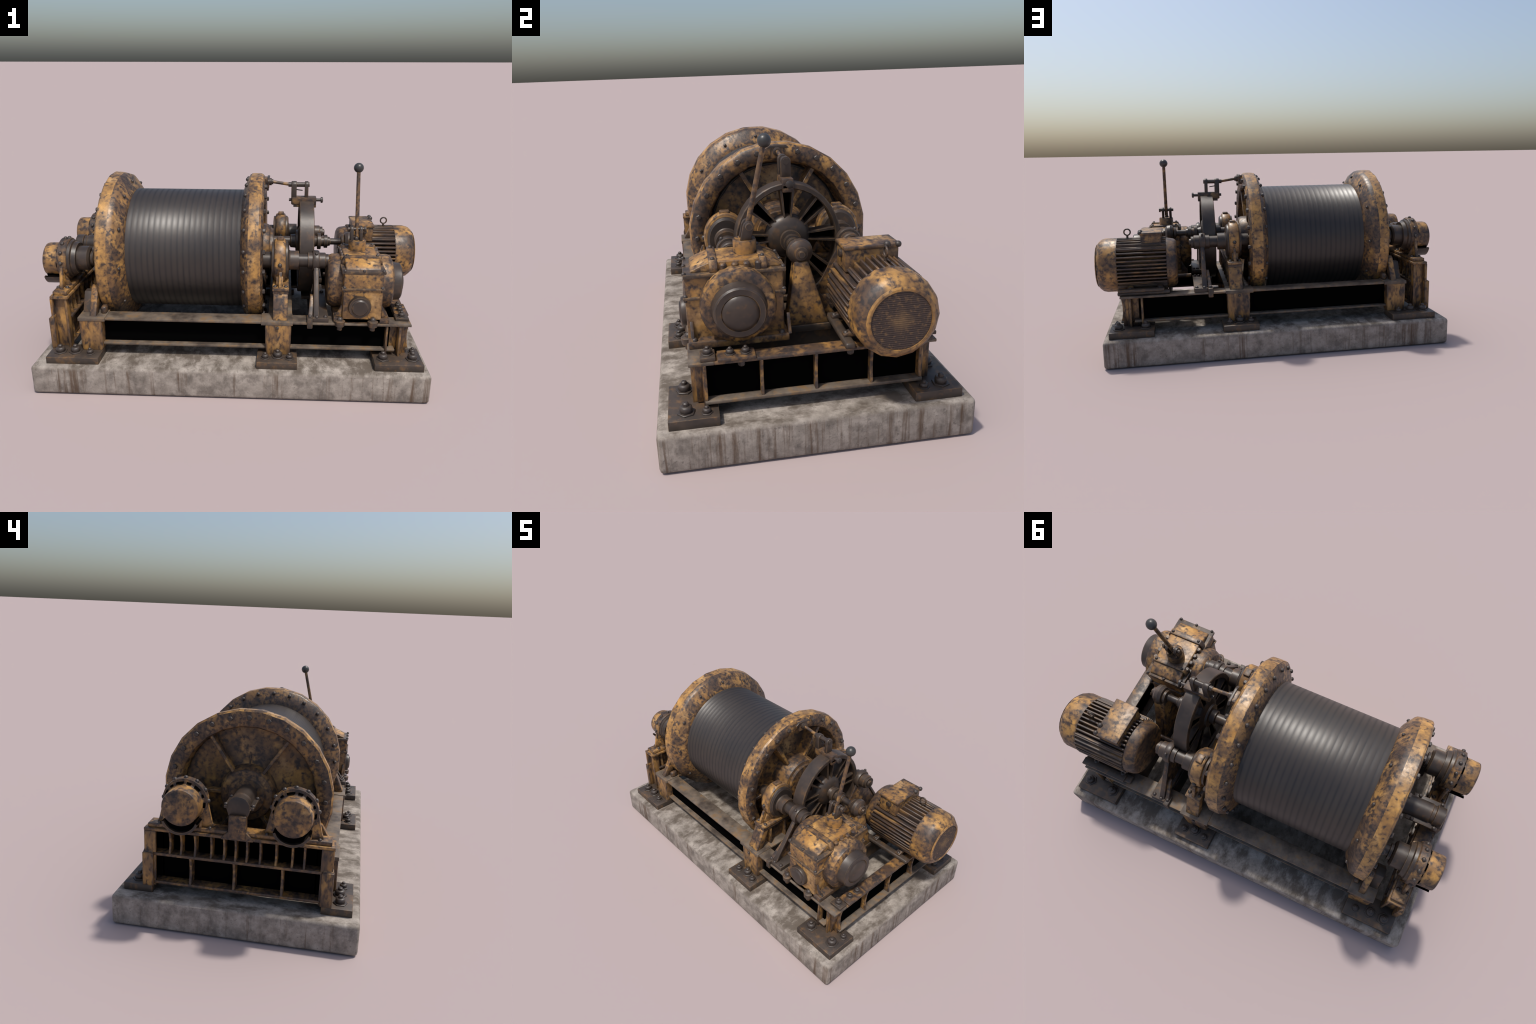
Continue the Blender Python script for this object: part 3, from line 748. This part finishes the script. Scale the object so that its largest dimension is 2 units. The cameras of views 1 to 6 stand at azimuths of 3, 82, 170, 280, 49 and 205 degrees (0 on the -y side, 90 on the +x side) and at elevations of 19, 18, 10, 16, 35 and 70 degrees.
# ---- electric motor
MY, MZ, MR = 0.258, 0.508, 0.157
mo = lathe("electric_motor", [(0.575, 0.110), (0.60, 0.120), (0.89, 0.120)], "fins", root, 32, c=(MY, MZ))
M["grille"] = grille_mat(MY, MZ)
lathe("fan_cowl", [(0.880, 0.148), (0.882, 0.1545), (0.945, 0.1545), (0.968, 0.148), (0.985, 0.134), (0.9955, 0.119), (0.996, 0.106), (0.990, 0.104)], "paint", mo, 16, c=(MY, MZ), angle=30, sy=0.98)
lathe("cowl_ring", [(0.990, 0.104), (1.0005, 0.106), (1.0005, 0.114), (0.996, 0.121)], "paint_rim", mo, 32, c=(MY, MZ), close=False)
lathe("fan_grille", [(0.990, 0.105), (0.9965, 0.105)], "grille", mo, 28, c=(MY, MZ))
sl = []
for i in range(27):
    dz = -0.096 + 0.192 * i / 26
    h = math.sqrt(max(0.102 ** 2 - dz ** 2, 1e-4))
    sl.append(((0.995, 0.9978), (MY - h, MY + h), (MZ + dz - 0.0022, MZ + dz + 0.0022)))
boxes("grille_slat", sl, "grille", mo, 0)
lathe("end_bell", [(0.552, 0.060), (0.554, 0.118), (0.560, 0.130), (0.572, 0.138), (0.612, 0.145), (0.615, 0.12)], "paint_dirty", mo, 26, c=(MY, MZ))
def fin_pair():
    t = 0.0046
    for k in range(-5, 6):
        o = 0.0205 * k
        R = 0.153
        e = math.sqrt(R * R - o * o)
        inner = 0.09
        for s in (-1, 1):
            box("cooling_fin", (0.612, 0.884), sorted((MY + s * inner, MY + s * e)), (MZ + o - t, MZ + o + t), "fins", mo, 0.0022, 1)
            box("cooling_fin", (0.612, 0.884), (MY + o - t, MY + o + t), sorted((MZ + s * inner, MZ + s * e)), "fins", mo, 0.0022, 1)
fin_pair()
tb = box("terminal_box", (0.636, 0.750), (0.139, 0.338), (0.600, 0.684), "paint", mo, 0.004)
box("terminal_lid", (0.631, 0.756), (0.133, 0.344), (0.6825, 0.697), "paint", tb, 0.004)
bolt((0.752, 0.292, 0.696), (0.5, 0, 1), 0.013, tb, BM_DOME)
bolt((0.752, 0.334, 0.694), (0.5, 0, 1), 0.012, tb, BM_DOME)
lathe("cable_gland", [(0.142, 0.017), (0.130, 0.016), (0.127, 0.010)], "steel", tb, 14, "y", c=(0.698, 0.660))
bm = bmesh.new()
R0, r0, n1, n2 = 0.0175, 0.0042, 22, 8
vs = [[bm.verts.new(((R0 + r0 * math.cos(2 * PI * j / n2)) * math.cos(2 * PI * i / n1) + 0.826,
                     0.260 + r0 * math.sin(2 * PI * j / n2),
                     (R0 + r0 * math.cos(2 * PI * j / n2)) * math.sin(2 * PI * i / n1) + 0.694)) for j in range(n2)] for i in range(n1)]
for i in range(n1):
    for j in range(n2):
        bm.faces.new((vs[i][j], vs[(i + 1) % n1][j], vs[(i + 1) % n1][(j + 1) % n2], vs[i][(j + 1) % n2]))
finish("lifting_eye", bm, "steel", mo, 80)
rod("eye_stem", (0.826, 0.26, 0.655), (0.826, 0.26, 0.678), 0.006, "steel", mo, 10)
for y0, y1 in ((0.104, 0.142), (0.384, 0.430)):
    r = box("motor_rail", (0.598, 0.884), (y0, y1), (0.361, 0.384), "plate", mo, 0.009, 3)
    yb = y1 if y0 < 0.2 else y0
    s = 1 if y0 < 0.2 else -1
    for x0, x1 in ((0.640, 0.668), (0.800, 0.830)):
        prism("motor_foot", [(yb - s * 0.03, 0.383), (yb - s * 0.03, 0.394), (yb + s * 0.02, 0.410), (yb + s * 0.055, 0.42), (yb + s * 0.055, 0.383)], "x", x0, x1, "fins", r, 0.003)
        bolt((0.5 * (x0 + x1), yb - s * 0.018, 0.392), (0, 0, 1), 0.011, r, BM_DOME)
box("slide_base", (0.63, 0.880), (0.40, 0.440), (0.384, 0.398), "plate", mo, 0.003)

# keep the tree at thing > part > sub-part
for ob in list(bpy.data.objects):
    while ob.parent and ob.parent.parent and ob.parent.parent.parent:
        ob.parent = ob.parent.parent
